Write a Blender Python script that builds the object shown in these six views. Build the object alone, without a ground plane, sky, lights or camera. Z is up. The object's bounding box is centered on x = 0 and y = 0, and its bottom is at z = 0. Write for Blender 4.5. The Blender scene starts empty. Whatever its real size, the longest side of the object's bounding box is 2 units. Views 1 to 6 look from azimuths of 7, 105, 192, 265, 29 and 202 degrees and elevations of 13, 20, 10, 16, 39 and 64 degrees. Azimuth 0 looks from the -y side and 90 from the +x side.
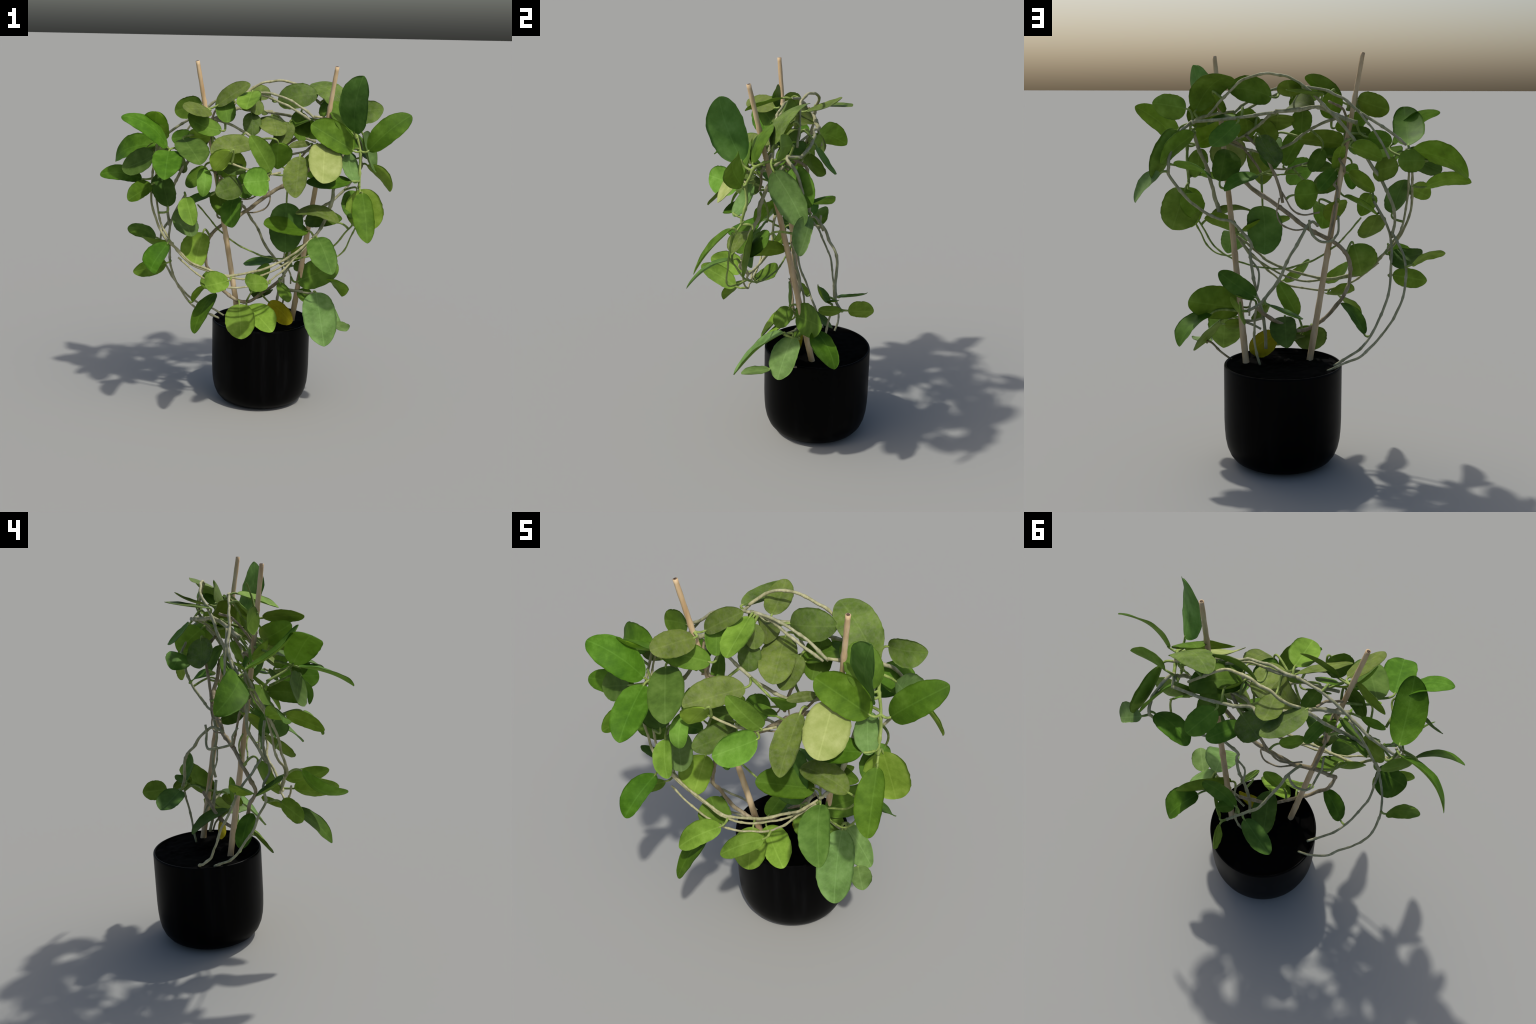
"""A trailing wax-vine in a glossy black pot: a vine trained in loops over two
bamboo stakes, with thick oval leaves on short stalks."""
import bpy, math
import numpy as np
from mathutils import Matrix, Vector

RNG = np.random.default_rng(7)
V = lambda *a: np.array(a, float)


# ------------------------------------------------------------------ materials
def ramp(nodes, stops):
    n = nodes.new("ShaderNodeValToRGB")
    el = n.color_ramp.elements
    while len(el) < len(stops):
        el.new(0.5)
    for e, (pos, col) in zip(el, stops):
        e.position, e.color = pos, (*col, 1.0)
    return n


def new_material(name, roughness=0.5, specular=0.5):
    m = bpy.data.materials.new(name)
    m.use_nodes = True
    nt = m.node_tree
    b = nt.nodes["Principled BSDF"]
    b.inputs["Roughness"].default_value = roughness
    b.inputs["Specular IOR Level"].default_value = specular
    return m, nt.nodes, nt.links, b


def math_node(nodes, links, op, a, b):
    n = nodes.new("ShaderNodeMath")
    n.operation = op
    for i, x in enumerate((a, b)):
        if isinstance(x, (int, float)):
            n.inputs[i].default_value = x
        else:
            links.new(x, n.inputs[i])
    return n.outputs[0]


def mix_node(nodes, links, fac, a, b, blend="MIX"):
    n = nodes.new("ShaderNodeMix")
    n.data_type, n.blend_type = "RGBA", blend
    for sock, x in ((n.inputs[0], fac), (n.inputs[6], a), (n.inputs[7], b)):
        if isinstance(x, (int, float)):
            sock.default_value = x
        elif isinstance(x, tuple):
            sock.default_value = (*x, 1.0)
        else:
            links.new(x, sock)
    return n.outputs[2]


def noise_node(nodes, links, vec, scale, detail=3.0, rough=0.55):
    n = nodes.new("ShaderNodeTexNoise")
    n.inputs["Scale"].default_value = scale
    n.inputs["Detail"].default_value = detail
    n.inputs["Roughness"].default_value = rough
    links.new(vec, n.inputs["Vector"])
    return n.outputs["Fac"]


def leaf_material(name, deep, body, light, dust=0.0, spread=0.16):
    """Mottled waxy leaf: deep/body/light greens in soft patches, a paler midrib
    and faint side veins (leaf-local coordinates: x across, y along), a little
    grey dust, and a small shift from leaf to leaf."""
    m, N, L, b = new_material(name, 0.62, 0.10)
    tc = N.new("ShaderNodeTexCoord")
    info = N.new("ShaderNodeObjectInfo")
    shift = N.new("ShaderNodeVectorMath"); shift.operation = "MULTIPLY_ADD"
    comb = N.new("ShaderNodeCombineXYZ")
    for i in range(3):
        L.new(info.outputs["Random"], comb.inputs[i])
    L.new(comb.outputs[0], shift.inputs[0])
    shift.inputs[1].default_value = (31.0, 17.0, 23.0)
    L.new(tc.outputs["Object"], shift.inputs[2])
    pos = shift.outputs[0]
    patch = noise_node(N, L, pos, 14.0, 4.0, 0.6)
    cr = ramp(N, [(0.30, deep), (0.52, body), (0.74, light)])
    L.new(patch, cr.inputs[0])
    col = cr.outputs[0]
    # veins
    sep = N.new("ShaderNodeSeparateXYZ")
    L.new(tc.outputs["Object"], sep.inputs[0])
    ax = math_node(N, L, "ABSOLUTE", sep.outputs[0], 0.0)
    rib = N.new("ShaderNodeMapRange")
    L.new(ax, rib.inputs[0])
    rib.inputs[1].default_value, rib.inputs[2].default_value = 0.0008, 0.0045
    rib.inputs[3].default_value, rib.inputs[4].default_value = 0.16, 0.0
    col = mix_node(N, L, rib.outputs[0], col, tuple(min(1, c * 1.5 + 0.02) for c in light))
    herring = math_node(N, L, "MULTIPLY_ADD", ax, -0.8)
    herring.node.inputs[2].default_value = 0.0
    L.new(sep.outputs[1], herring.node.inputs[2])
    wob = noise_node(N, L, pos, 30.0, 2.0)
    herring = math_node(N, L, "ADD", herring, math_node(N, L, "MULTIPLY", wob, 0.02))
    wave = math_node(N, L, "SINE", math_node(N, L, "MULTIPLY", herring, 230.0), 0.0)
    vein = N.new("ShaderNodeMapRange")
    L.new(wave, vein.inputs[0])
    vein.inputs[1].default_value, vein.inputs[2].default_value = 0.86, 1.0
    vein.inputs[3].default_value, vein.inputs[4].default_value = 0.0, 0.10
    col = mix_node(N, L, vein.outputs[0], col, light)
    if dust:
        dn = noise_node(N, L, pos, 55.0, 6.0, 0.7)
        df = N.new("ShaderNodeMapRange")
        L.new(dn, df.inputs[0])
        df.inputs[1].default_value, df.inputs[2].default_value = 0.42, 0.72
        df.inputs[3].default_value, df.inputs[4].default_value = 0.0, dust
        col = mix_node(N, L, df.outputs[0], col, (0.20, 0.20, 0.15))
    hsv = N.new("ShaderNodeHueSaturation")
    L.new(col, hsv.inputs["Color"])
    L.new(math_node(N, L, "MULTIPLY_ADD", info.outputs["Random"], 2 * spread), hsv.inputs["Value"])
    hsv.inputs["Value"].links[0].from_node.inputs[2].default_value = 1.0 - spread
    r2 = math_node(N, L, "FRACT", math_node(N, L, "MULTIPLY", info.outputs["Random"], 7.31), 0.0)
    hue = math_node(N, L, "MULTIPLY_ADD", r2, 0.024)
    hue.node.inputs[2].default_value = 0.488
    L.new(hue, hsv.inputs["Hue"])
    L.new(hsv.outputs[0], b.inputs["Base Color"])
    bump = N.new("ShaderNodeBump")
    bump.inputs["Strength"].default_value = 0.25
    bump.inputs["Distance"].default_value = 0.004
    hmap = math_node(N, L, "ADD", math_node(N, L, "MULTIPLY", noise_node(N, L, pos, 40.0, 3.0), 0.8),
                     math_node(N, L, "MULTIPLY", vein.outputs[0], -1.5))
    L.new(hmap, bump.inputs["Height"])
    L.new(bump.outputs[0], b.inputs["Normal"])
    return m


def bark_material(name, stops, scale, rough=0.7, stretch=(1, 1, 0.25)):
    m, N, L, b = new_material(name, rough, 0.25)
    tc = N.new("ShaderNodeTexCoord")
    mp = N.new("ShaderNodeMapping")
    mp.inputs["Scale"].default_value = stretch
    L.new(tc.outputs["Object"], mp.inputs["Vector"])
    cr = ramp(N, stops)
    L.new(noise_node(N, L, mp.outputs[0], scale, 5.0, 0.62), cr.inputs[0])
    L.new(cr.outputs[0], b.inputs["Base Color"])
    bump = N.new("ShaderNodeBump")
    bump.inputs["Strength"].default_value = 0.35
    bump.inputs["Distance"].default_value = 0.004
    L.new(noise_node(N, L, mp.outputs[0], scale * 3, 4.0), bump.inputs["Height"])
    L.new(bump.outputs[0], b.inputs["Normal"])
    return m


LEAF = {
    "fresh": leaf_material("fresh_green_leaf", (0.038, 0.096, 0.005), (0.061, 0.138, 0.008), (0.098, 0.200, 0.020)),
    "mid": leaf_material("green_leaf", (0.054, 0.120, 0.010), (0.086, 0.176, 0.017), (0.130, 0.236, 0.032)),
    "dusty": leaf_material("dusty_olive_leaf", (0.060, 0.098, 0.014), (0.098, 0.150, 0.024), (0.145, 0.205, 0.042), dust=0.25),
    "pale": leaf_material("pale_green_leaf", (0.072, 0.140, 0.030), (0.112, 0.205, 0.052), (0.165, 0.275, 0.085), dust=0.08),
    "dark": leaf_material("bluish_green_leaf", (0.045, 0.095, 0.014), (0.070, 0.140, 0.022), (0.108, 0.190, 0.040)),
    "light": leaf_material("light_green_leaf", (0.080, 0.165, 0.016), (0.125, 0.240, 0.028), (0.180, 0.310, 0.055)),
    "lime": leaf_material("lime_leaf", (0.11, 0.20, 0.018), (0.165, 0.285, 0.032), (0.24, 0.36, 0.06)),
    "cream": leaf_material("pale_leaf_underside", (0.20, 0.27, 0.065), (0.265, 0.33, 0.10), (0.34, 0.40, 0.15), spread=0.05),
    "yellow": leaf_material("yellowed_leaf", (0.28, 0.23, 0.008), (0.40, 0.33, 0.012), (0.50, 0.43, 0.03), spread=0.05),
}
UNDERSIDE = {
    "fresh": leaf_material("fresh_leaf_underside", (0.134, 0.243, 0.015), (0.192, 0.346, 0.023), (0.256, 0.422, 0.045)),
    "mid": leaf_material("green_leaf_underside", (0.115, 0.211, 0.015), (0.166, 0.288, 0.023), (0.230, 0.371, 0.045)),
    "dusty": leaf_material("olive_leaf_underside", (0.102, 0.166, 0.015), (0.147, 0.237, 0.023), (0.205, 0.307, 0.045)),
    "light": leaf_material("light_leaf_back", (0.128, 0.237, 0.020), (0.186, 0.326, 0.033), (0.250, 0.410, 0.058)),
    "pale": leaf_material("pale_leaf_back", (0.134, 0.230, 0.026), (0.192, 0.314, 0.041), (0.256, 0.397, 0.070)),
    "dark": leaf_material("bluish_leaf_back", (0.090, 0.179, 0.028), (0.128, 0.243, 0.044), (0.179, 0.307, 0.070)),
    "lime": LEAF["lime"], "cream": LEAF["cream"], "yellow": LEAF["yellow"],
}
STEM = {
    "grey": bark_material("grey_green_vine_bark", [(0.3, (0.20, 0.21, 0.11)), (0.5, (0.32, 0.32, 0.19)), (0.72, (0.45, 0.44, 0.30))], 45),
    "pale": bark_material("pale_vine_bark", [(0.3, (0.22, 0.22, 0.10)), (0.5, (0.36, 0.35, 0.19)), (0.72, (0.50, 0.48, 0.30))], 45),
    "brown": bark_material("brown_vine_bark", [(0.3, (0.17, 0.14, 0.075)), (0.5, (0.29, 0.24, 0.15)), (0.72, (0.42, 0.36, 0.25))], 45),
    "green": bark_material("young_green_stem", [(0.3, (0.12, 0.18, 0.035)), (0.5, (0.22, 0.30, 0.07)), (0.72, (0.34, 0.42, 0.14))], 40),
}
BAMBOO = bark_material("bamboo", [(0.25, (0.40, 0.26, 0.13)), (0.48, (0.56, 0.41, 0.235)), (0.72, (0.68, 0.55, 0.36))], 30, 0.6, (1, 1, 0.12))
END_DISC = bark_material("dark_end_disc", [(0.3, (0.05, 0.03, 0.02)), (0.7, (0.16, 0.10, 0.06))], 60)


def pot_material():
    """Black glazed plastic, with baked-in gloss reflections painted as faint lighter vertical streaks."""
    m, N, L, b = new_material("black_glaze", 0.38, 0.05)
    tc = N.new("ShaderNodeTexCoord")
    mp = N.new("ShaderNodeMapping")
    mp.inputs["Scale"].default_value = (1, 1, 0.06)
    L.new(tc.outputs["Object"], mp.inputs["Vector"])
    cr = ramp(N, [(0.42, (0.0004, 0.0004, 0.0004)), (0.60, (0.0012, 0.0012, 0.0013)), (0.75, (0.0042, 0.0044, 0.0048))])  # lighter stops paint the gloss reflections into the black
    L.new(noise_node(N, L, mp.outputs[0], 16.0, 4.0), cr.inputs[0])
    L.new(cr.outputs[0], b.inputs["Base Color"])
    return m


def soil_material():
    m, N, L, b = new_material("black_potting_soil", 0.95, 0.05)
    tc = N.new("ShaderNodeTexCoord")
    cr = ramp(N, [(0.35, (0.0008, 0.0008, 0.0008)), (0.7, (0.0022, 0.0020, 0.0018))])
    L.new(noise_node(N, L, tc.outputs["Object"], 60.0, 6.0), cr.inputs[0])
    L.new(cr.outputs[0], b.inputs["Base Color"])
    return m


# ------------------------------------------------------------------ geometry
PLANT = bpy.data.objects.new("potted_vine", None)
PLANT["label"] = "trailing wax vine with oval leaves on bamboo stakes, black pot"
PLANT["category"] = "potted plant"
bpy.context.scene.collection.objects.link(PLANT)


def add_mesh(name, verts, faces, mat, parent=None, matrix=None, smooth=True):
    me = bpy.data.meshes.new(name)
    me.from_pydata([tuple(map(float, v)) for v in verts], [], faces)
    me.polygons.foreach_set("use_smooth", [smooth] * len(me.polygons))
    me.materials.append(mat)
    me.update()
    ob = bpy.data.objects.new(name, me)
    bpy.context.scene.collection.objects.link(ob)
    par = parent or PLANT
    ob.parent = par
    if matrix is not None:
        ob.matrix_world = matrix
    elif parent is not None:
        ob.matrix_parent_inverse = parent.matrix_basis.inverted()
    return ob


def smooth_path(ctrl, step=0.012):
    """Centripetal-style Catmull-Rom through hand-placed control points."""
    P = [np.asarray(p, float) for p in ctrl]
    P = [2 * P[0] - P[1]] + P + [2 * P[-1] - P[-2]]
    out = []
    for i in range(1, len(P) - 2):
        p0, p1, p2, p3 = P[i - 1:i + 3]
        n = max(2, int(np.linalg.norm(p2 - p1) / step))
        for k in range(n):
            t = k / n
            out.append(0.5 * (2 * p1 + (p2 - p0) * t + (2 * p0 - 5 * p1 + 4 * p2 - p3) * t * t
                              + (3 * p1 - p0 - 3 * p2 + p3) * t ** 3))
    out.append(P[-2])
    return np.array(out)


def tube(path, radii, sides=8):
    """Skin a path with a round, capped tube (parallel-transport frame)."""
    path = np.asarray(path)
    tan = np.gradient(path, axis=0)
    tan /= np.linalg.norm(tan, axis=1)[:, None] + 1e-9
    u = np.cross(tan[0], V(0.3, 0.5, 0.81)); u /= np.linalg.norm(u)
    verts, faces = [], []
    for i, (p, t) in enumerate(zip(path, tan)):
        u = u - t * (u @ t); u /= np.linalg.norm(u)
        w = np.cross(t, u)
        for k in range(sides):
            a = 2 * math.pi * k / sides
            verts.append(p + radii[i] * (math.cos(a) * u + math.sin(a) * w))
    n = len(path)
    for i in range(n - 1):
        for k in range(sides):
            k2 = (k + 1) % sides
            faces.append((i * sides + k, i * sides + k2, (i + 1) * sides + k2, (i + 1) * sides + k))
    faces.append(tuple(range(sides - 1, -1, -1)))
    faces.append(tuple((n - 1) * sides + k for k in range(sides)))
    return verts, faces


ANCHORS = []          # points on vines and stakes where leaf stalks may join


def vine(bark, radius, *ctrl, wobble=0.0025, taper=1.0):
    path = smooth_path(ctrl)
    n = len(path)
    jitter = RNG.normal(size=(n, 3))
    for _ in range(3):
        jitter = (jitter + np.roll(jitter, 1, 0) + np.roll(jitter, -1, 0)) / 3
    ends = np.clip(np.minimum(np.arange(n), np.arange(n)[::-1]) / 4, 0, 1)[:, None]
    path = path + jitter * wobble * ends
    length = np.r_[0, np.cumsum(np.linalg.norm(np.diff(path, axis=0), axis=1))]
    knots = (length / 0.105 + RNG.random()) % 1.0
    r = radius * (1 + 0.35 * np.exp(-((knots - 0.5) / 0.06) ** 2) + 0.12 * jitter[:, 0])
    r *= np.linspace(1, taper, n)
    ANCHORS.extend((p, radius) for p in path)
    return add_mesh("vine", *tube(path, r), STEM[bark])


def leaf(kind, base, tip, left, right, cup=None, attach=True):
    """One waxy oval leaf blade between base and tip; left/right are the rim
    points half way along.  A closed thin solid, cupped about the midrib."""
    b, t, p, q = (np.array(x, float) for x in (base, tip, left, right))
    length = np.linalg.norm(t - b)
    y = (t - b) / length
    x = p - q
    x -= y * (x @ y)
    width = np.linalg.norm(x)
    x /= width
    z = np.cross(x, y)
    if z @ V(0, -0.35, 1) < 0:
        x, z = -x, -z
    R = np.stack([x, y, z], 1)
    mid = R.T @ ((p + q) / 2 - b)
    if cup is None:
        cup = RNG.choice([0.10, 0.07, 0.05, -0.05], p=[0.3, 0.35, 0.2, 0.15])
    curl = RNG.normal(0, 0.05)
    ripple = RNG.uniform(0.006, 0.02) * width
    phase = RNG.uniform(0, 6.28, 4)
    point = RNG.uniform(0.0, 0.45)
    ctrl = np.array([mid[0], length * 0.5, mid[2] - cup * width]) * 2 - np.array([0, length * 0.5, 0])
    ctrl[0] *= 0.7
    NS, NV = 26, 14
    thick = 0.0026
    top, bot = [], []
    for i in range(NS + 1):
        s = 0.5 - 0.5 * math.cos(math.pi * i / NS)
        c = 2 * s * (1 - s) * ctrl + s * s * np.array([0, length, 0])
        f = (1 - abs(2 * s ** 0.96 - 1) ** 2.4) ** 0.54 if 0 < s < 1 else 0.0
        f *= 1 - point * 0.35 * max(0, s - 0.75) / 0.25
        f = max(f, 0.035)
        half = 0.5 * width * f * 1.05
        for k in range(NV + 1):
            v = -1 + 2 * k / NV
            edge = abs(v) ** 6
            zz = cup * width * f * v * v + 0.012 * width * abs(v) ** 0.7 * f
            zz += ripple * edge * (math.sin(9 * s + phase[0] + (2 if v > 0 else 0)) + 0.6 * math.sin(21 * s + phase[1] * (1 if v > 0 else 2)))
            zz += curl * length * max(0, s - 0.55) ** 2 * 2.2
            serr = 1 + 0.012 * edge * math.sin(58 * s + phase[2] + 3 * v) + 0.012 * edge * math.sin(31 * s + phase[3] - v)
            P = c + np.array([half * v * serr, 0, zz])
            h = thick * (1 - 0.75 * edge) * (0.4 + 0.6 * min(1, 8 * s * (1 - s)))
            top.append(P + np.array([0, 0, h]))
            bot.append(P - np.array([0, 0, h]))
    verts = top + bot
    W, off = NV + 1, len(top)
    faces = []
    for i in range(NS):
        for k in range(NV):
            a = i * W + k
            faces.append((a, a + 1, a + W + 1, a + W))
            faces.append((off + a + W, off + a + W + 1, off + a + 1, off + a))
    rim = [i * W for i in range(NS + 1)] + [NS * W + k for k in range(1, W)] \
        + [i * W + NV for i in range(NS - 1, -1, -1)] + [k for k in range(NV - 1, 0, -1)]
    for a, c in zip(rim, rim[1:] + rim[:1]):
        faces.append((a, c, off + c, off + a)[::-1])
    M = Matrix(((*R[0], b[0]), (*R[1], b[1]), (*R[2], b[2]), (0, 0, 0, 1)))
    ob = add_mesh("leaf", verts, faces, LEAF[kind], matrix=M)
    ob.data.materials.append(UNDERSIDE[kind])
    ob.data.polygons.foreach_set("material_index", [i % 2 if i < 2 * NS * NV else 0 for i in range(len(faces))])
    if attach:
        BLADES.append((ob, b, y, length))
    return ob


BLADES = []


def petioles():
    """A short curved stalk from every blade to the nearest vine or stake."""
    A = np.array([a for a, _ in ANCHORS])
    for ob, b, y, length in BLADES:
        d = A - b
        ahead = np.clip(d @ y, 0, None)
        cost = np.linalg.norm(d, axis=1) + 1.2 * ahead
        j = int(cost.argmin())
        end = A[j]
        gap = np.linalg.norm(end - b)
        reach = min(gap, 0.16)
        end = b + (end - b) * reach / max(gap, 1e-6)
        c1 = b - y * min(0.45 * reach, 0.045)
        inner = b + y * 0.10 * length
        s = np.linspace(0, 1, 14)[:, None]
        path = (1 - s) ** 3 * b + 3 * s * (1 - s) ** 2 * c1 + 3 * s * s * (1 - s) * (0.6 * c1 + 0.4 * end) + s ** 3 * end
        path = np.vstack([b + y * 0.012, path])
        r = np.linspace(0.0048, 0.0068, len(path))
        r[0] = 0.0025
        add_mesh("petiole", *tube(path, r, 7), STEM["green"], parent=ob)


def lathe(profile, centre, segments=96):
    verts, faces = [], []
    n = len(profile)
    for r, z in profile:
        for k in range(segments):
            a = 2 * math.pi * k / segments
            verts.append((centre[0] + r * math.cos(a), centre[1] + r * math.sin(a), z))
    for i in range(n - 1):
        for k in range(segments):
            k2 = (k + 1) % segments
            faces.append((i * segments + k, i * segments + k2, (i + 1) * segments + k2, (i + 1) * segments + k))
    return verts, faces


# ------------------------------------------------------------------ pot and soil
CENTRE = (0.0274, 0.2059)
outer = [(0.02, 0.0), (0.19, 0.0), (0.215, 0.006), (0.240, 0.021), (0.260, 0.046), (0.274, 0.080), (0.2825, 0.120),
         (0.2865, 0.165), (0.2885, 0.22), (0.2885, 0.34), (0.2885, 0.484)]
rim = [(0.2875, 0.4915), (0.2845, 0.4955), (0.2800, 0.4955), (0.2770, 0.4915), (0.2760, 0.484), (0.2750, 0.45)]
pot_v, pot_f = lathe(outer + rim, CENTRE)
pot_f.append(tuple(range(95, -1, -1)))
pot = add_mesh("pot", pot_v, pot_f, pot_material())
soil_v, soil_f = [], []
RINGS, SEG = 22, 72
for i in range(RINGS + 1):
    for k in range(SEG):
        r, a = 0.2775 * i / RINGS, 2 * math.pi * k / SEG
        bump = 0.004 * math.sin(5 * a + 9 * r) * math.sin(41 * r) + 0.004 * RNG.normal() * (i < RINGS)
        soil_v.append((CENTRE[0] + r * math.cos(a), CENTRE[1] + r * math.sin(a), 0.487 + 0.010 * math.exp(-((r * math.cos(a) - 0.04) ** 2 + (r * math.sin(a) + 0.06) ** 2) / 0.012) + bump * 0.6))
for i in range(RINGS):
    for k in range(SEG):
        k2 = (k + 1) % SEG
        soil_f.append((i * SEG + k, (i + 1) * SEG + k, (i + 1) * SEG + k2, i * SEG + k2))
add_mesh("soil", soil_v, soil_f, soil_material())


# ------------------------------------------------------------------ bamboo stakes
def stake(*ctrl):
    path = smooth_path(ctrl, 0.02)
    length = np.r_[0, np.cumsum(np.linalg.norm(np.diff(path, axis=0), axis=1))]
    f = length / length[-1]
    r = 0.0165 - 0.0052 * f
    for node in (0.10, 0.36, 0.62, 0.86):
        r += 0.0028 * np.exp(-((f - node) / 0.008) ** 2)
    r += 0.0005 * np.sin(17 * f * 6.28)
    ob = add_mesh("stake", *tube(path, r, 14), BAMBOO)
    top = path[-1] + (path[-1] - path[-2]) / np.linalg.norm(path[-1] - path[-2]) * 0.0012
    axis = (path[-1] - path[-2]) / np.linalg.norm(path[-1] - path[-2])
    add_mesh("stake_top_disc", *tube([top - axis * 0.004, top], [r[-1] * 0.62] * 2, 12), END_DISC, parent=ob)  # dark disc added over the solid cut end to stand for the hollow
    ANCHORS.extend((p, 0.012) for p in path)


stake((0.205, 0.224, 0.455), (0.323, 0.078, 1.230), (0.4395, -0.0715, 1.9800))
stake((-0.081, 0.094, 0.455), (-0.190, -0.022, 1.250), (-0.3010, -0.1210, 1.9960))

# ------------------------------------------------------------------ vines
vine("pale", 0.0065, (-0.545, 0.000, 1.545), (-0.557, -0.030, 1.460), (-0.560, -0.090, 1.340), (-0.553, -0.133, 1.235), (-0.525, -0.153, 1.141), (-0.475, -0.179, 1.051), (-0.401, -0.170, 0.974), (-0.325, -0.160, 0.904), (-0.225, -0.178, 0.869), (-0.122, -0.192, 0.845), (-0.015, -0.189, 0.862), (0.083, -0.177, 0.890), (0.177, -0.151, 0.932), (0.264, -0.168, 0.997), (0.339, -0.135, 1.062))
vine("pale", 0.0056, (-0.535, 0.010, 1.540), (-0.545, -0.020, 1.440), (-0.540, -0.090, 1.320), (-0.510, -0.127, 1.136), (-0.459, -0.170, 1.049), (-0.394, -0.170, 0.961), (-0.320, -0.157, 0.890), (-0.213, -0.179, 0.857), (-0.108, -0.200, 0.838), (-0.004, -0.184, 0.831), (0.095, -0.160, 0.859), (0.188, -0.151, 0.910), (0.269, -0.120, 0.970), (0.339, -0.137, 1.056))
vine("pale", 0.0052, (-0.388, -0.208, 0.939), (-0.323, -0.210, 0.885), (-0.252, -0.206, 0.831), (-0.169, -0.210, 0.796), (-0.081, -0.206, 0.783), (-0.001, -0.196, 0.791), (0.086, -0.176, 0.807), (0.158, -0.176, 0.860), (0.220, -0.160, 0.921), (0.280, -0.145, 0.984), (0.339, -0.145, 1.052))
vine("grey", 0.0095, (0.339, -0.121, 1.059), (0.373, -0.123, 1.098), (0.392, -0.055, 1.133), (0.413, -0.058, 1.183), (0.431, -0.064, 1.233))
vine("grey", 0.0065, (-0.371, -0.095, 1.269), (-0.414, -0.081, 1.203), (-0.448, -0.079, 1.132), (-0.462, -0.101, 1.051), (-0.468, -0.064, 0.977), (-0.464, -0.073, 0.894), (-0.460, -0.031, 0.822), (-0.441, -0.013, 0.748), (-0.415, 0.030, 0.682), (-0.383, 0.065, 0.618), (-0.341, 0.105, 0.564), (-0.281, 0.145, 0.525), (-0.222, 0.181, 0.488))
vine("grey", 0.0060, (-0.464, -0.071, 1.123), (-0.515, -0.006, 1.055), (-0.548, 0.061, 0.983), (-0.553, 0.096, 0.902), (-0.541, 0.139, 0.825), (-0.511, 0.167, 0.749), (-0.465, 0.186, 0.679), (-0.415, 0.205, 0.612), (-0.357, 0.241, 0.560), (-0.281, 0.259, 0.525), (-0.201, 0.255, 0.483))
vine("grey", 0.0077, (0.070, 0.185, 1.710), (0.102, 0.168, 1.707), (0.170, 0.189, 1.696), (0.243, 0.196, 1.685), (0.316, 0.202, 1.676), (0.392, 0.198, 1.669), (0.466, 0.198, 1.665))
vine("grey", 0.0077, (0.470, 0.200, 1.660), (0.493, 0.133, 1.664), (0.513, 0.146, 1.643), (0.533, 0.174, 1.624), (0.548, 0.196, 1.600), (0.563, 0.211, 1.572), (0.575, 0.224, 1.544), (0.578, 0.238, 1.512), (0.579, 0.255, 1.480), (0.576, 0.266, 1.447), (0.583, 0.252, 1.413), (0.538, 0.241, 1.346), (0.493, 0.212, 1.284), (0.437, 0.178, 1.232), (0.372, 0.144, 1.192), (0.298, 0.119, 1.167), (0.210, 0.110, 1.070), (0.215, 0.115, 1.030), (0.205, 0.130, 0.980), (0.190, 0.140, 0.900), (0.180, 0.130, 0.840))
vine("pale", 0.0069, (0.410, 0.160, 1.690), (0.330, 0.150, 1.780), (0.260, 0.135, 1.852), (0.217, 0.130, 1.873), (0.168, 0.134, 1.887), (0.118, 0.142, 1.893), (0.068, 0.154, 1.886), (0.019, 0.154, 1.877), (-0.024, 0.160, 1.855), (-0.065, 0.156, 1.830), (-0.110, 0.130, 1.790))
vine("grey", 0.0069, (-0.041, 0.022, 1.833), (0.016, 0.024, 1.830), (0.074, 0.011, 1.828), (0.130, 0.008, 1.813), (0.185, 0.001, 1.796), (0.232, 0.006, 1.766), (0.281, -0.001, 1.736), (0.324, 0.002, 1.700))
vine("grey", 0.0069, (-0.041, 0.019, 1.830), (0.020, 0.025, 1.818), (0.080, 0.017, 1.802), (0.140, 0.001, 1.781), (0.196, -0.005, 1.754), (0.249, -0.001, 1.723), (0.300, 0.006, 1.690))
vine("grey", 0.0069, (-0.040, 0.020, 1.830), (-0.140, 0.029, 1.814), (-0.188, 0.032, 1.794), (-0.238, 0.039, 1.770), (-0.279, 0.041, 1.738), (-0.320, 0.046, 1.707), (-0.366, 0.054, 1.679), (-0.411, 0.063, 1.651), (-0.455, 0.065, 1.623), (-0.497, 0.061, 1.592), (-0.536, 0.053, 1.558))
vine("grey", 0.0060, (-0.313, 0.059, 1.708), (-0.346, 0.064, 1.668), (-0.380, 0.073, 1.627), (-0.413, 0.081, 1.585), (-0.438, 0.086, 1.540), (-0.463, 0.090, 1.494))
vine("grey", 0.0077, (-0.108, 0.134, 1.789), (-0.157, 0.112, 1.736), (-0.207, 0.100, 1.684), (-0.254, 0.077, 1.629), (-0.296, 0.049, 1.570), (-0.337, 0.027, 1.508), (-0.376, 0.002, 1.445), (-0.414, -0.011, 1.387), (-0.448, -0.005, 1.321), (-0.478, -0.004, 1.252), (-0.480, -0.043, 1.173), (-0.466, -0.083, 1.092))
vine("green", 0.0077, (0.470, 0.190, 1.660), (0.528, 0.061, 1.643), (0.554, -0.003, 1.613), (0.570, -0.023, 1.574), (0.580, -0.041, 1.534), (0.580, -0.039, 1.490), (0.579, -0.037, 1.446), (0.580, -0.048, 1.403), (0.580, -0.060, 1.361), (0.580, -0.060, 1.340))
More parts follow.
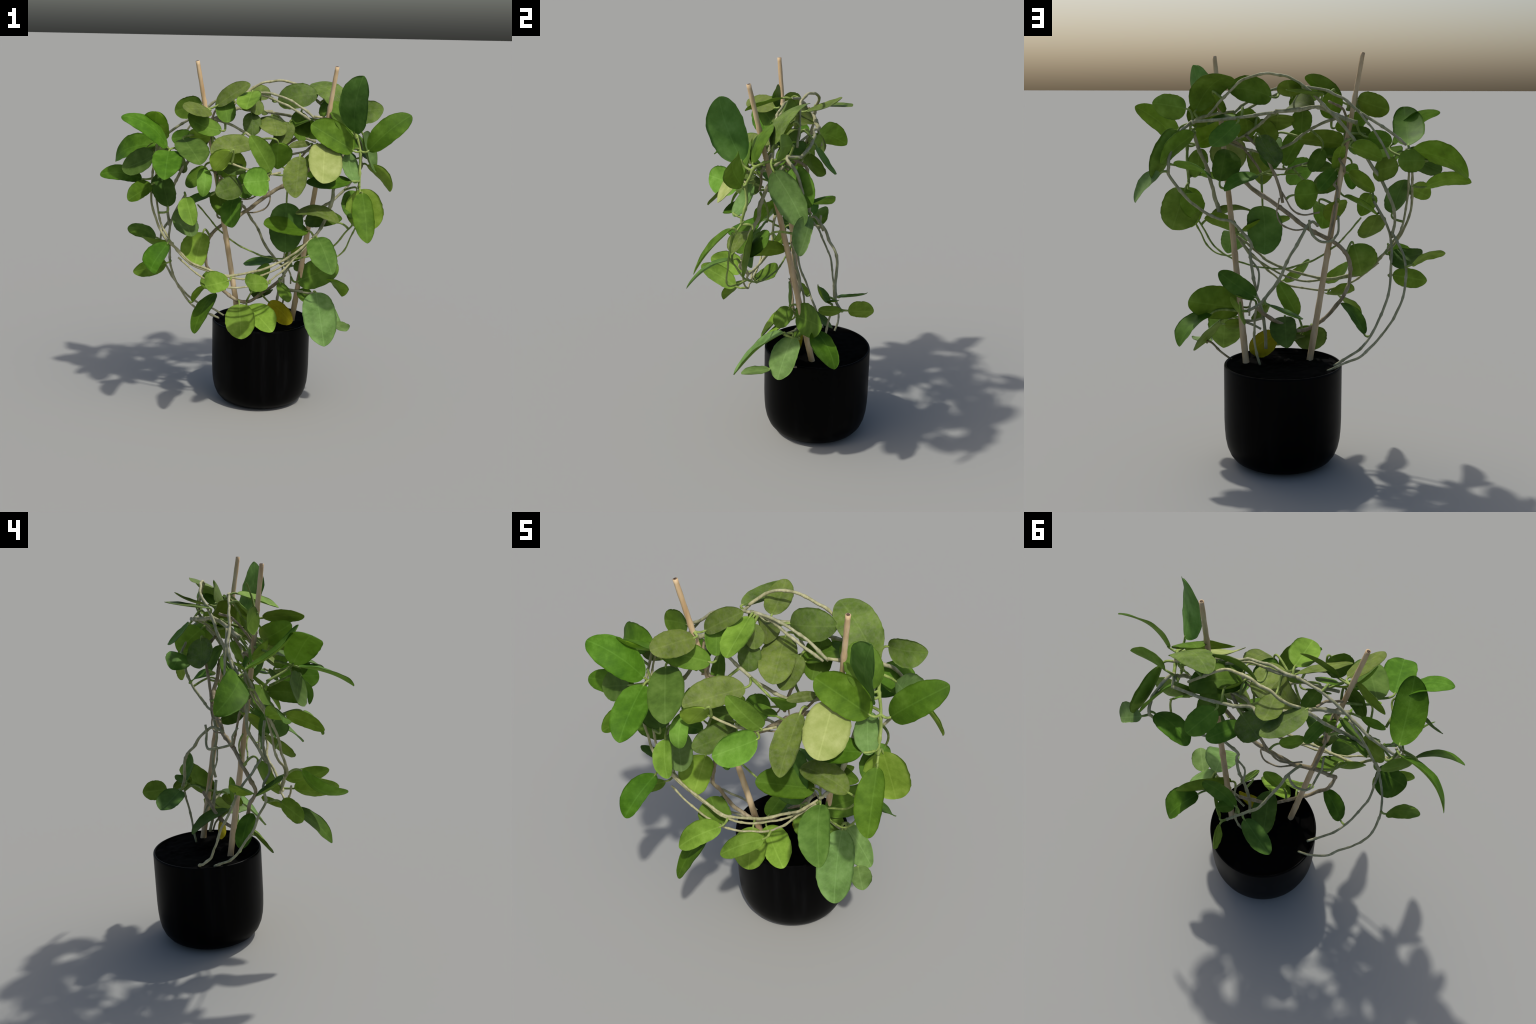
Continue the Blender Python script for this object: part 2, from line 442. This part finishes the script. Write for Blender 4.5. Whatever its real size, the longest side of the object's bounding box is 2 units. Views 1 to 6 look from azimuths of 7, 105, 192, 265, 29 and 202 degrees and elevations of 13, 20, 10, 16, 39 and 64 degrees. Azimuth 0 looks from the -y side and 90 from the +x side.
vine("grey", 0.0077, (-0.216, -0.071, 1.686), (-0.157, -0.072, 1.670), (-0.099, -0.075, 1.649), (-0.044, -0.087, 1.620), (0.006, -0.086, 1.583), (0.053, -0.071, 1.545), (0.109, -0.066, 1.521), (0.165, -0.052, 1.496))
vine("pale", 0.0060, (-0.088, -0.269, 1.473), (-0.046, -0.264, 1.458), (-0.004, -0.253, 1.441), (0.039, -0.241, 1.430), (0.081, -0.219, 1.416), (0.122, -0.182, 1.413), (0.160, -0.157, 1.420))
vine("grey", 0.0077, (-0.120, 0.090, 1.165), (-0.100, 0.140, 1.190), (-0.080, 0.172, 1.168), (-0.063, 0.216, 1.124), (-0.040, 0.241, 1.077), (-0.016, 0.278, 1.036), (0.002, 0.296, 0.988), (0.023, 0.298, 0.936), (0.054, 0.300, 0.889), (0.089, 0.309, 0.845), (0.126, 0.321, 0.806), (0.168, 0.353, 0.782))
vine("grey", 0.0086, (0.118, 0.182, 0.554), (0.124, 0.169, 0.609), (0.132, 0.159, 0.664), (0.141, 0.148, 0.719), (0.161, 0.138, 0.773), (0.184, 0.129, 0.823))
vine("grey", 0.0060, (0.130, 0.259, 0.495), (0.144, 0.268, 0.554), (0.154, 0.276, 0.612), (0.152, 0.285, 0.672), (0.148, 0.295, 0.733), (0.137, 0.304, 0.792))
vine("brown", 0.0095, (-0.174, 0.046, 1.091), (-0.231, 0.026, 1.044), (-0.268, -0.009, 0.973), (-0.262, -0.045, 0.885), (-0.245, -0.010, 0.813), (-0.201, -0.006, 0.745), (-0.148, 0.012, 0.686), (-0.089, 0.038, 0.641), (-0.021, 0.083, 0.632), (0.043, 0.140, 0.672), (0.107, 0.171, 0.716), (0.164, 0.203, 0.768))
vine("green", 0.0047, (0.580, -0.050, 1.360), (0.585, -0.100, 1.270), (0.560, -0.130, 1.160), (0.510, -0.110, 1.089), (0.447, -0.085, 1.012), (0.359, -0.061, 0.963), (0.268, -0.057, 0.930), (0.164, -0.040, 0.919), (0.064, -0.021, 0.924), (-0.035, -0.004, 0.955), (-0.123, 0.009, 0.998), (-0.200, 0.017, 1.058), (-0.265, 0.028, 1.130), (-0.322, 0.009, 1.199))
vine("brown", 0.0077, (0.239, 0.084, 1.594), (0.188, 0.121, 1.561), (0.144, 0.146, 1.523), (0.115, 0.149, 1.476), (0.090, 0.145, 1.427), (0.069, 0.138, 1.376), (0.054, 0.135, 1.324), (0.045, 0.133, 1.276))
vine("grey", 0.0060, (-0.094, 0.178, 1.202), (-0.098, 0.174, 1.157), (-0.120, 0.181, 1.122), (-0.156, 0.177, 1.100), (-0.198, 0.159, 1.101), (-0.212, 0.063, 1.122), (-0.216, 0.054, 1.163), (-0.211, 0.024, 1.205))
vine("grey", 0.0095, (0.413, -0.087, 1.168), (0.422, -0.072, 1.207), (0.432, -0.061, 1.248), (0.438, -0.041, 1.288), (0.443, -0.020, 1.328), (0.460, 0.000, 1.420), (0.490, 0.050, 1.520), (0.500, 0.120, 1.620))
vine("brown", 0.0112, (0.345, 0.060, 1.450), (0.270, 0.080, 1.390), (0.200, 0.105, 1.335), (0.115, 0.121, 1.287), (0.074, 0.120, 1.259), (0.035, 0.114, 1.230), (-0.003, 0.106, 1.201), (-0.042, 0.096, 1.170), (-0.082, 0.087, 1.143), (-0.122, 0.066, 1.118), (-0.165, 0.049, 1.094))
vine("grey", 0.0103, (0.071, 0.187, 1.715), (0.018, 0.165, 1.717), (-0.036, 0.144, 1.723), (-0.090, 0.126, 1.734), (-0.140, 0.088, 1.726), (-0.189, 0.049, 1.702), (-0.239, 0.024, 1.679), (-0.291, -0.003, 1.660))
vine("brown", 0.0060, (0.348, -0.029, 1.567), (0.298, -0.037, 1.542), (0.264, -0.054, 1.498), (0.230, -0.064, 1.452), (0.202, -0.081, 1.402))
vine("brown", 0.0060, (-0.168, 0.082, 1.762), (-0.192, 0.032, 1.745), (-0.222, 0.007, 1.727), (-0.235, -0.020, 1.694), (-0.243, -0.045, 1.659), (-0.237, -0.066, 1.621), (-0.228, -0.087, 1.584), (-0.220, -0.108, 1.546))
# thin aerial tendrils hanging behind the crossing
vine("brown", 0.0040, (0.06, 0.14, 1.30), (0.075, 0.13, 1.23), (0.045, 0.14, 1.17), (-0.02, 0.13, 1.145), (-0.08, 0.10, 1.15))
vine("brown", 0.0040, (0.05, 0.135, 1.33), (0.0, 0.14, 1.25), (-0.06, 0.13, 1.22), (-0.13, 0.10, 1.23))
vine("grey", 0.0050, (0.22, 0.11, 1.00), (0.17, 0.12, 0.93), (0.165, 0.15, 0.86), (0.20, 0.17, 0.78), (0.20, 0.19, 0.72))
vine("grey", 0.0060, (0.275, 0.14, 0.69), (0.20, 0.17, 0.69), (0.13, 0.18, 0.71))
vine("grey", 0.0060, (0.36, 0.10, 0.69), (0.28, 0.14, 0.685), (0.20, 0.18, 0.68), (0.14, 0.20, 0.66))
vine("brown", 0.0055, (0.30, 0.16, 0.485), (0.36, 0.14, 0.515), (0.42, 0.09, 0.545), (0.455, 0.06, 0.545))
vine("green", 0.0045, (0.60, -0.10, 1.30), (0.57, -0.13, 1.14), (0.50, -0.16, 0.99), (0.42, -0.14, 0.96), (0.36, -0.10, 0.97))
vine("brown", 0.0065, (-0.24, -0.02, 1.58), (-0.215, -0.07, 1.53), (-0.205, -0.02, 1.48), (-0.235, 0.0, 1.44), (-0.22, -0.06, 1.40), (-0.18, -0.03, 1.36), (-0.20, 0.0, 1.31), (-0.17, 0.05, 1.10))
vine("grey", 0.0070, (0.10, 0.17, 1.70), (0.15, 0.12, 1.66), (0.24, 0.08, 1.60), (0.33, 0.03, 1.57))
vine("pale", 0.0070, (0.32, 0.0, 1.71), (0.40, 0.03, 1.70), (0.47, 0.06, 1.68), (0.53, 0.07, 1.65))
vine("grey", 0.0065, (0.17, -0.05, 1.50), (0.26, -0.05, 1.52), (0.35, -0.03, 1.55), (0.40, 0.0, 1.58))

# ------------------------------------------------------------------ leaves
leaf("fresh", base=(-0.444, -0.229, 1.544), tip=(-0.671, -0.291, 1.711), left=(-0.529, -0.204, 1.686), right=(-0.551, -0.343, 1.630))
leaf("fresh", base=(-0.543, -0.002, 1.553), tip=(-0.496, -0.257, 1.731), left=(-0.461, -0.143, 1.633), right=(-0.604, -0.180, 1.671))
leaf("fresh", base=(-0.565, 0.033, 1.528), tip=(-0.840, 0.157, 1.427), left=(-0.718, 0.102, 1.572), right=(-0.704, 0.007, 1.463))
leaf("dark", base=(-0.509, -0.255, 1.503), tip=(-0.694, -0.208, 1.414), left=(-0.617, -0.193, 1.519), right=(-0.592, -0.264, 1.404))
leaf("fresh", base=(-0.428, -0.258, 1.527), tip=(-0.391, -0.525, 1.418), left=(-0.471, -0.454, 1.488), right=(-0.332, -0.374, 1.505))
leaf("dark", base=(-0.370, -0.162, 1.582), tip=(-0.229, -0.407, 1.487), left=(-0.214, -0.268, 1.555), right=(-0.368, -0.308, 1.538))
leaf("fresh", base=(-0.619, -0.082, 1.346), tip=(-0.843, -0.132, 1.375), left=(-0.755, -0.099, 1.425), right=(-0.737, -0.170, 1.351))
leaf("fresh", base=(-0.542, -0.175, 1.332), tip=(-0.631, -0.341, 1.271), left=(-0.611, -0.250, 1.358), right=(-0.566, -0.248, 1.282))
leaf("dark", base=(-0.458, -0.143, 1.206), tip=(-0.521, -0.082, 1.381), left=(-0.543, -0.181, 1.308), right=(-0.433, -0.097, 1.290))
leaf("light", base=(-0.235, -0.262, 1.443), tip=(-0.231, -0.330, 1.300), left=(-0.260, -0.344, 1.388), right=(-0.189, -0.299, 1.422))
leaf("light", base=(-0.086, -0.312, 1.542), tip=(-0.171, -0.317, 1.438), left=(-0.197, -0.354, 1.508), right=(-0.081, -0.262, 1.502))
leaf("dusty", base=(0.011, -0.147, 1.571), tip=(-0.189, -0.330, 1.538), left=(-0.103, -0.173, 1.623), right=(-0.073, -0.267, 1.532))
leaf("dusty", base=(-0.052, -0.143, 1.342), tip=(-0.166, -0.329, 1.322), left=(-0.105, -0.226, 1.400), right=(-0.104, -0.299, 1.281))
leaf("light", base=(-0.330, -0.286, 1.287), tip=(-0.271, -0.384, 1.155), left=(-0.363, -0.351, 1.240), right=(-0.249, -0.376, 1.206))
leaf("pale", base=(-0.385, -0.110, 1.198), tip=(-0.311, -0.222, 1.061), left=(-0.419, -0.211, 1.133), right=(-0.295, -0.149, 1.112))
leaf("lime", base=(-0.277, -0.061, 1.053), tip=(-0.307, -0.149, 0.874), left=(-0.400, -0.140, 0.972), right=(-0.254, -0.063, 0.991))
leaf("light", base=(-0.101, -0.259, 0.834), tip=(-0.192, -0.477, 0.855), left=(-0.183, -0.337, 0.905), right=(-0.155, -0.392, 0.805))
leaf("fresh", base=(-0.178, -0.233, 0.753), tip=(-0.257, -0.424, 0.578), left=(-0.289, -0.365, 0.641), right=(-0.171, -0.365, 0.708))
leaf("lime", base=(-0.073, -0.011, 0.635), tip=(-0.042, -0.136, 0.468), left=(-0.138, -0.094, 0.565), right=(0.021, -0.067, 0.565))
leaf("light", base=(0.113, -0.237, 0.824), tip=(0.026, -0.466, 0.889), left=(0.033, -0.335, 0.900), right=(0.077, -0.322, 0.801))
leaf("lime", base=(-0.032, 0.049, 0.606), tip=(0.127, -0.085, 0.504), left=(0.028, -0.067, 0.540), right=(0.150, -0.010, 0.589))
leaf("mid", base=(0.147, 0.076, 0.753), tip=(0.203, 0.018, 0.653), left=(0.136, 0.011, 0.730), right=(0.206, 0.091, 0.695))
leaf("dark", base=(0.367, -0.169, 1.075), tip=(0.464, -0.384, 0.921), left=(0.327, -0.317, 1.021), right=(0.477, -0.328, 1.015))
leaf("pale", base=(0.355, 0.097, 0.698), tip=(0.426, -0.134, 0.444), left=(0.302, -0.076, 0.587), right=(0.469, -0.026, 0.635))
leaf("fresh", base=(0.312, -0.111, 1.100), tip=(0.084, -0.233, 1.152), left=(0.160, -0.110, 1.173), right=(0.224, -0.209, 1.097))
leaf("dark", base=(0.186, -0.042, 1.237), tip=(0.195, -0.119, 0.973), left=(0.107, -0.125, 1.100), right=(0.288, -0.131, 1.096))
leaf("dusty", base=(0.481, -0.132, 1.155), tip=(0.242, -0.106, 1.198), left=(0.351, -0.065, 1.239), right=(0.369, -0.184, 1.194))
leaf("fresh", base=(0.598, -0.107, 1.317), tip=(0.639, -0.288, 1.083), left=(0.551, -0.245, 1.205), right=(0.659, -0.207, 1.212))
leaf("lime", base=(0.580, -0.005, 1.320), tip=(0.661, -0.026, 1.103), left=(0.522, -0.041, 1.171), right=(0.706, -0.012, 1.226))
leaf("dark", base=(0.545, -0.071, 1.637), tip=(0.574, -0.180, 1.938), left=(0.460, -0.083, 1.790), right=(0.613, -0.230, 1.830), cup=0.06)
leaf("fresh", base=(0.622, -0.046, 1.540), tip=(0.842, -0.002, 1.730), left=(0.700, -0.037, 1.716), right=(0.754, -0.091, 1.605))
leaf("dusty", base=(0.518, 0.165, 1.725), tip=(0.693, 0.154, 1.751), left=(0.618, 0.137, 1.790), right=(0.608, 0.124, 1.669))
leaf("fresh", base=(0.542, -0.067, 1.539), tip=(0.310, -0.097, 1.674), left=(0.466, -0.048, 1.687), right=(0.404, -0.124, 1.570))
leaf("cream", base=(0.384, -0.078, 1.568), tip=(0.387, -0.236, 1.376), left=(0.316, -0.217, 1.492), right=(0.484, -0.122, 1.498))
leaf("fresh", base=(0.534, -0.116, 1.380), tip=(0.299, -0.159, 1.367), left=(0.400, -0.079, 1.398), right=(0.420, -0.198, 1.348))
leaf("pale", base=(0.614, 0.277, 1.420), tip=(0.756, 0.263, 1.277), left=(0.773, 0.217, 1.361), right=(0.691, 0.288, 1.348))
leaf("dusty", base=(-0.201, -0.089, 1.761), tip=(-0.025, -0.070, 1.882), left=(-0.132, -0.071, 1.879), right=(-0.093, -0.095, 1.811))
leaf("light", base=(-0.019, -0.023, 1.836), tip=(-0.021, -0.227, 1.757), left=(-0.082, -0.128, 1.799), right=(0.040, -0.142, 1.813))
leaf("dusty", base=(0.112, 0.080, 1.781), tip=(0.333, 0.075, 1.826), left=(0.225, 0.074, 1.883), right=(0.246, 0.031, 1.758))
leaf("dusty", base=(0.499, 0.069, 1.714), tip=(0.287, 0.185, 1.876), left=(0.373, 0.041, 1.799), right=(0.473, 0.159, 1.851))
leaf("dusty", base=(0.076, 0.106, 1.698), tip=(0.132, -0.129, 1.612), left=(0.030, -0.069, 1.652), right=(0.160, 0.028, 1.661))
leaf("light", base=(0.112, -0.208, 1.432), tip=(0.012, -0.299, 1.625), left=(0.020, -0.306, 1.552), right=(0.129, -0.240, 1.546))
leaf("light", base=(0.102, -0.226, 1.385), tip=(-0.010, -0.418, 1.396), left=(0.036, -0.338, 1.463), right=(0.063, -0.358, 1.321))
leaf("dusty", base=(0.259, -0.135, 1.505), tip=(0.261, -0.336, 1.313), left=(0.178, -0.237, 1.418), right=(0.303, -0.222, 1.450))
leaf("pale", base=(0.458, 0.056, 0.535), tip=(0.540, -0.074, 0.534), left=(0.557, 0.003, 0.544), right=(0.466, -0.034, 0.537))
leaf("pale", base=(0.353, 0.147, 0.685), tip=(0.502, 0.110, 0.501), left=(0.417, 0.042, 0.584), right=(0.432, 0.187, 0.616))
leaf("mid", base=(-0.579, 0.079, 0.985), tip=(-0.737, 0.041, 1.039), left=(-0.670, 0.096, 1.057), right=(-0.642, 0.002, 0.994))
leaf("fresh", base=(-0.434, -0.256, 1.027), tip=(-0.481, -0.468, 0.913), left=(-0.553, -0.385, 0.978), right=(-0.458, -0.291, 0.948))
leaf("mid", base=(-0.468, -0.145, 0.889), tip=(-0.638, -0.226, 0.851), left=(-0.568, -0.212, 0.910), right=(-0.542, -0.179, 0.823))
leaf("mid", base=(-0.134, -0.185, 0.769), tip=(-0.240, -0.108, 0.847), left=(-0.279, -0.191, 0.795), right=(-0.161, -0.096, 0.799))
leaf("dark", base=(0.045, 0.079, 0.697), tip=(-0.006, 0.282, 0.594), left=(-0.025, 0.176, 0.671), right=(0.097, 0.201, 0.670))
leaf("mid", base=(0.245, 0.134, 0.749), tip=(0.477, 0.312, 0.811), left=(0.360, 0.241, 0.875), right=(0.367, 0.220, 0.708))
leaf("fresh", base=(0.374, 0.267, 0.738), tip=(0.498, 0.401, 0.607), left=(0.501, 0.258, 0.731), right=(0.426, 0.367, 0.700))
leaf("pale", base=(0.515, -0.023, 1.520), tip=(0.560, -0.110, 1.369), left=(0.484, -0.096, 1.467), right=(0.566, -0.023, 1.451))
leaf("dusty", base=(-0.139, 0.123, 1.787), tip=(-0.016, 0.336, 1.818), left=(-0.125, 0.277, 1.811), right=(-0.065, 0.183, 1.799))
leaf("dusty", base=(0.011, 0.110, 1.783), tip=(-0.009, 0.288, 1.854), left=(-0.052, 0.172, 1.812), right=(0.051, 0.243, 1.825))
leaf("dusty", base=(0.185, 0.031, 1.672), tip=(0.140, -0.079, 1.556), left=(0.114, -0.006, 1.638), right=(0.218, -0.008, 1.627))
leaf("dusty", base=(-0.019, -0.036, 1.725), tip=(-0.004, -0.083, 1.606), left=(-0.056, -0.075, 1.655), right=(0.038, -0.049, 1.659))
leaf("dusty", base=(-0.018, -0.016, 1.801), tip=(0.021, -0.065, 1.714), left=(-0.020, -0.061, 1.749), right=(0.045, -0.015, 1.761))
leaf("dusty", base=(-0.100, 0.117, 1.731), tip=(0.039, -0.012, 1.722), left=(-0.014, 0.043, 1.802), right=(0.044, 0.117, 1.716))
leaf("mid", base=(0.240, 0.135, 1.722), tip=(0.242, 0.014, 1.574), left=(0.190, 0.045, 1.668), right=(0.292, 0.101, 1.623))
leaf("mid", base=(0.145, -0.175, 1.579), tip=(0.130, -0.044, 1.423), left=(0.116, -0.122, 1.539), right=(0.223, -0.088, 1.516))
leaf("dusty", base=(0.308, -0.069, 1.570), tip=(0.199, -0.138, 1.557), left=(0.245, -0.095, 1.586), right=(0.260, -0.120, 1.554))
leaf("mid", base=(-0.282, -0.093, 1.772), tip=(-0.447, -0.030, 1.721), left=(-0.368, -0.048, 1.798), right=(-0.386, -0.061, 1.679))
leaf("dusty", base=(-0.233, -0.123, 1.738), tip=(-0.335, -0.305, 1.750), left=(-0.321, -0.181, 1.781), right=(-0.271, -0.287, 1.716))
leaf("mid", base=(-0.169, -0.116, 1.630), tip=(-0.329, -0.244, 1.717), left=(-0.268, -0.125, 1.709), right=(-0.250, -0.169, 1.608))
leaf("mid", base=(0.247, 0.218, 1.663), tip=(0.344, 0.330, 1.553), left=(0.350, 0.264, 1.627), right=(0.254, 0.293, 1.580))
leaf("mid", base=(0.549, 0.257, 1.458), tip=(0.350, 0.316, 1.417), left=(0.440, 0.215, 1.426), right=(0.473, 0.336, 1.483))
leaf("mid", base=(0.174, 0.114, 1.403), tip=(0.312, 0.231, 1.342), left=(0.266, 0.153, 1.417), right=(0.235, 0.233, 1.367))
leaf("dusty", base=(0.152, 0.164, 1.599), tip=(0.055, 0.184, 1.465), left=(0.144, 0.237, 1.528), right=(0.043, 0.121, 1.508))
leaf("mid", base=(0.361, 0.129, 1.374), tip=(0.353, 0.041, 1.525), left=(0.386, 0.125, 1.460), right=(0.260, 0.076, 1.459))
leaf("pale", base=(0.584, 0.094, 1.615), tip=(0.659, 0.266, 1.391), left=(0.633, 0.137, 1.448), right=(0.648, 0.246, 1.549), cup=0.2)
leaf("mid", base=(0.483, 0.146, 1.603), tip=(0.608, 0.283, 1.465), left=(0.554, 0.258, 1.600), right=(0.558, 0.151, 1.518))
leaf("mid", base=(-0.233, 0.072, 1.553), tip=(-0.177, -0.115, 1.388), left=(-0.173, -0.013, 1.487), right=(-0.227, -0.045, 1.486))
leaf("mid", base=(-0.184, -0.059, 1.425), tip=(-0.119, 0.056, 1.335), left=(-0.117, 0.001, 1.405), right=(-0.172, -0.005, 1.360))
leaf("mid", base=(-0.005, 0.094, 1.311), tip=(-0.111, 0.028, 1.317), left=(-0.060, 0.069, 1.380), right=(-0.055, 0.060, 1.237))
leaf("mid", base=(-0.275, 0.066, 1.546), tip=(-0.428, 0.086, 1.493), left=(-0.359, 0.100, 1.579), right=(-0.350, 0.029, 1.488))
leaf("mid", base=(-0.341, -0.042, 1.589), tip=(-0.460, -0.041, 1.569), left=(-0.412, -0.039, 1.618), right=(-0.403, -0.045, 1.532))
leaf("mid", base=(-0.242, -0.100, 1.405), tip=(-0.378, -0.067, 1.325), left=(-0.299, -0.047, 1.426), right=(-0.293, -0.132, 1.331))
leaf("mid", base=(-0.215, -0.156, 1.283), tip=(-0.399, -0.071, 1.201), left=(-0.301, -0.088, 1.280), right=(-0.311, -0.152, 1.236))
leaf("dusty", base=(-0.500, 0.041, 1.458), tip=(-0.367, -0.047, 1.409), left=(-0.419, -0.021, 1.489), right=(-0.436, 0.025, 1.388))
leaf("mid", base=(0.144, 0.289, 0.837), tip=(0.329, 0.277, 0.952), left=(0.274, 0.292, 0.862), right=(0.226, 0.244, 0.926))
leaf("lime", base=(0.185, 0.397, 0.790), tip=(0.160, 0.528, 0.792), left=(0.175, 0.482, 0.848), right=(0.157, 0.449, 0.749))
leaf("lime", base=(0.201, 0.363, 0.787), tip=(0.280, 0.260, 0.816), left=(0.257, 0.302, 0.833), right=(0.235, 0.302, 0.768))
leaf("dark", base=(0.079, 0.327, 0.814), tip=(-0.107, 0.436, 0.768), left=(0.022, 0.427, 0.824), right=(-0.070, 0.355, 0.776))
leaf("mid", base=(-0.012, 0.035, 0.695), tip=(0.082, 0.056, 0.866), left=(-0.002, 0.032, 0.807), right=(0.066, 0.063, 0.767))
leaf("fresh", base=(-0.352, 0.049, 0.621), tip=(-0.228, -0.020, 0.764), left=(-0.329, -0.021, 0.706), right=(-0.281, 0.057, 0.711))
leaf("mid", base=(0.159, 0.278, 0.822), tip=(0.229, 0.344, 0.855), left=(0.173, 0.335, 0.835), right=(0.215, 0.288, 0.841))
leaf("mid", base=(0.330, 0.175, 0.669), tip=(0.245, 0.134, 0.666), left=(0.268, 0.174, 0.694), right=(0.291, 0.115, 0.628))
leaf("yellow", base=(0.081, 0.123, 0.620), tip=(0.220, 0.088, 0.509), left=(0.126, 0.132, 0.504), right=(0.184, 0.110, 0.598))
leaf("mid", base=(-0.453, -0.121, 0.999), tip=(-0.619, -0.085, 1.015), left=(-0.553, -0.136, 1.019), right=(-0.536, -0.012, 0.943))
leaf("dusty", base=(-0.626, 0.015, 1.484), tip=(-0.505, 0.108, 1.485), left=(-0.559, 0.056, 1.536), right=(-0.556, 0.071, 1.431))
leaf("mid", base=(-0.211, 0.000, 1.279), tip=(-0.163, -0.103, 1.159), left=(-0.233, -0.094, 1.243), right=(-0.128, -0.038, 1.216))
leaf("mid", base=(-0.100, -0.061, 1.260), tip=(-0.095, -0.178, 1.113), left=(-0.166, -0.138, 1.163), right=(-0.050, -0.163, 1.226))
leaf("mid", base=(0.564, 0.073, 1.297), tip=(0.527, -0.050, 1.169), left=(0.489, 0.001, 1.279), right=(0.582, 0.039, 1.223))
leaf("mid", base=(0.391, 0.127, 1.799), tip=(0.369, 0.036, 1.705), left=(0.344, 0.100, 1.750), right=(0.410, 0.060, 1.773))
leaf("mid", base=(0.528, -0.022, 1.629), tip=(0.419, 0.041, 1.791), left=(0.429, -0.052, 1.699), right=(0.517, 0.055, 1.760))
leaf("mid", base=(0.109, -0.058, 1.394), tip=(-0.015, -0.035, 1.408), left=(0.043, -0.068, 1.398), right=(0.051, -0.025, 1.405))
leaf("mid", base=(-0.228, -0.140, 1.607), tip=(-0.356, -0.049, 1.580), left=(-0.323, -0.112, 1.635), right=(-0.292, -0.088, 1.554))
leaf("mid", base=(-0.177, -0.018, 1.808), tip=(-0.135, -0.119, 1.672), left=(-0.206, -0.082, 1.735), right=(-0.106, -0.054, 1.746))
leaf("mid", base=(0.204, 0.036, 1.643), tip=(0.411, 0.160, 1.654), left=(0.337, 0.023, 1.696), right=(0.246, 0.140, 1.684))
leaf("mid", base=(-0.101, -0.134, 1.524), tip=(-0.059, -0.053, 1.415), left=(-0.117, -0.097, 1.448), right=(-0.043, -0.103, 1.475))
leaf("mid", base=(0.283, 0.081, 1.118), tip=(0.492, -0.054, 1.164), left=(0.384, -0.008, 1.196), right=(0.376, -0.042, 1.110))
leaf("dark", base=(-0.025, -0.162, 1.431), tip=(-0.147, -0.192, 1.428), left=(-0.097, -0.169, 1.461), right=(-0.089, -0.189, 1.404))

petioles()
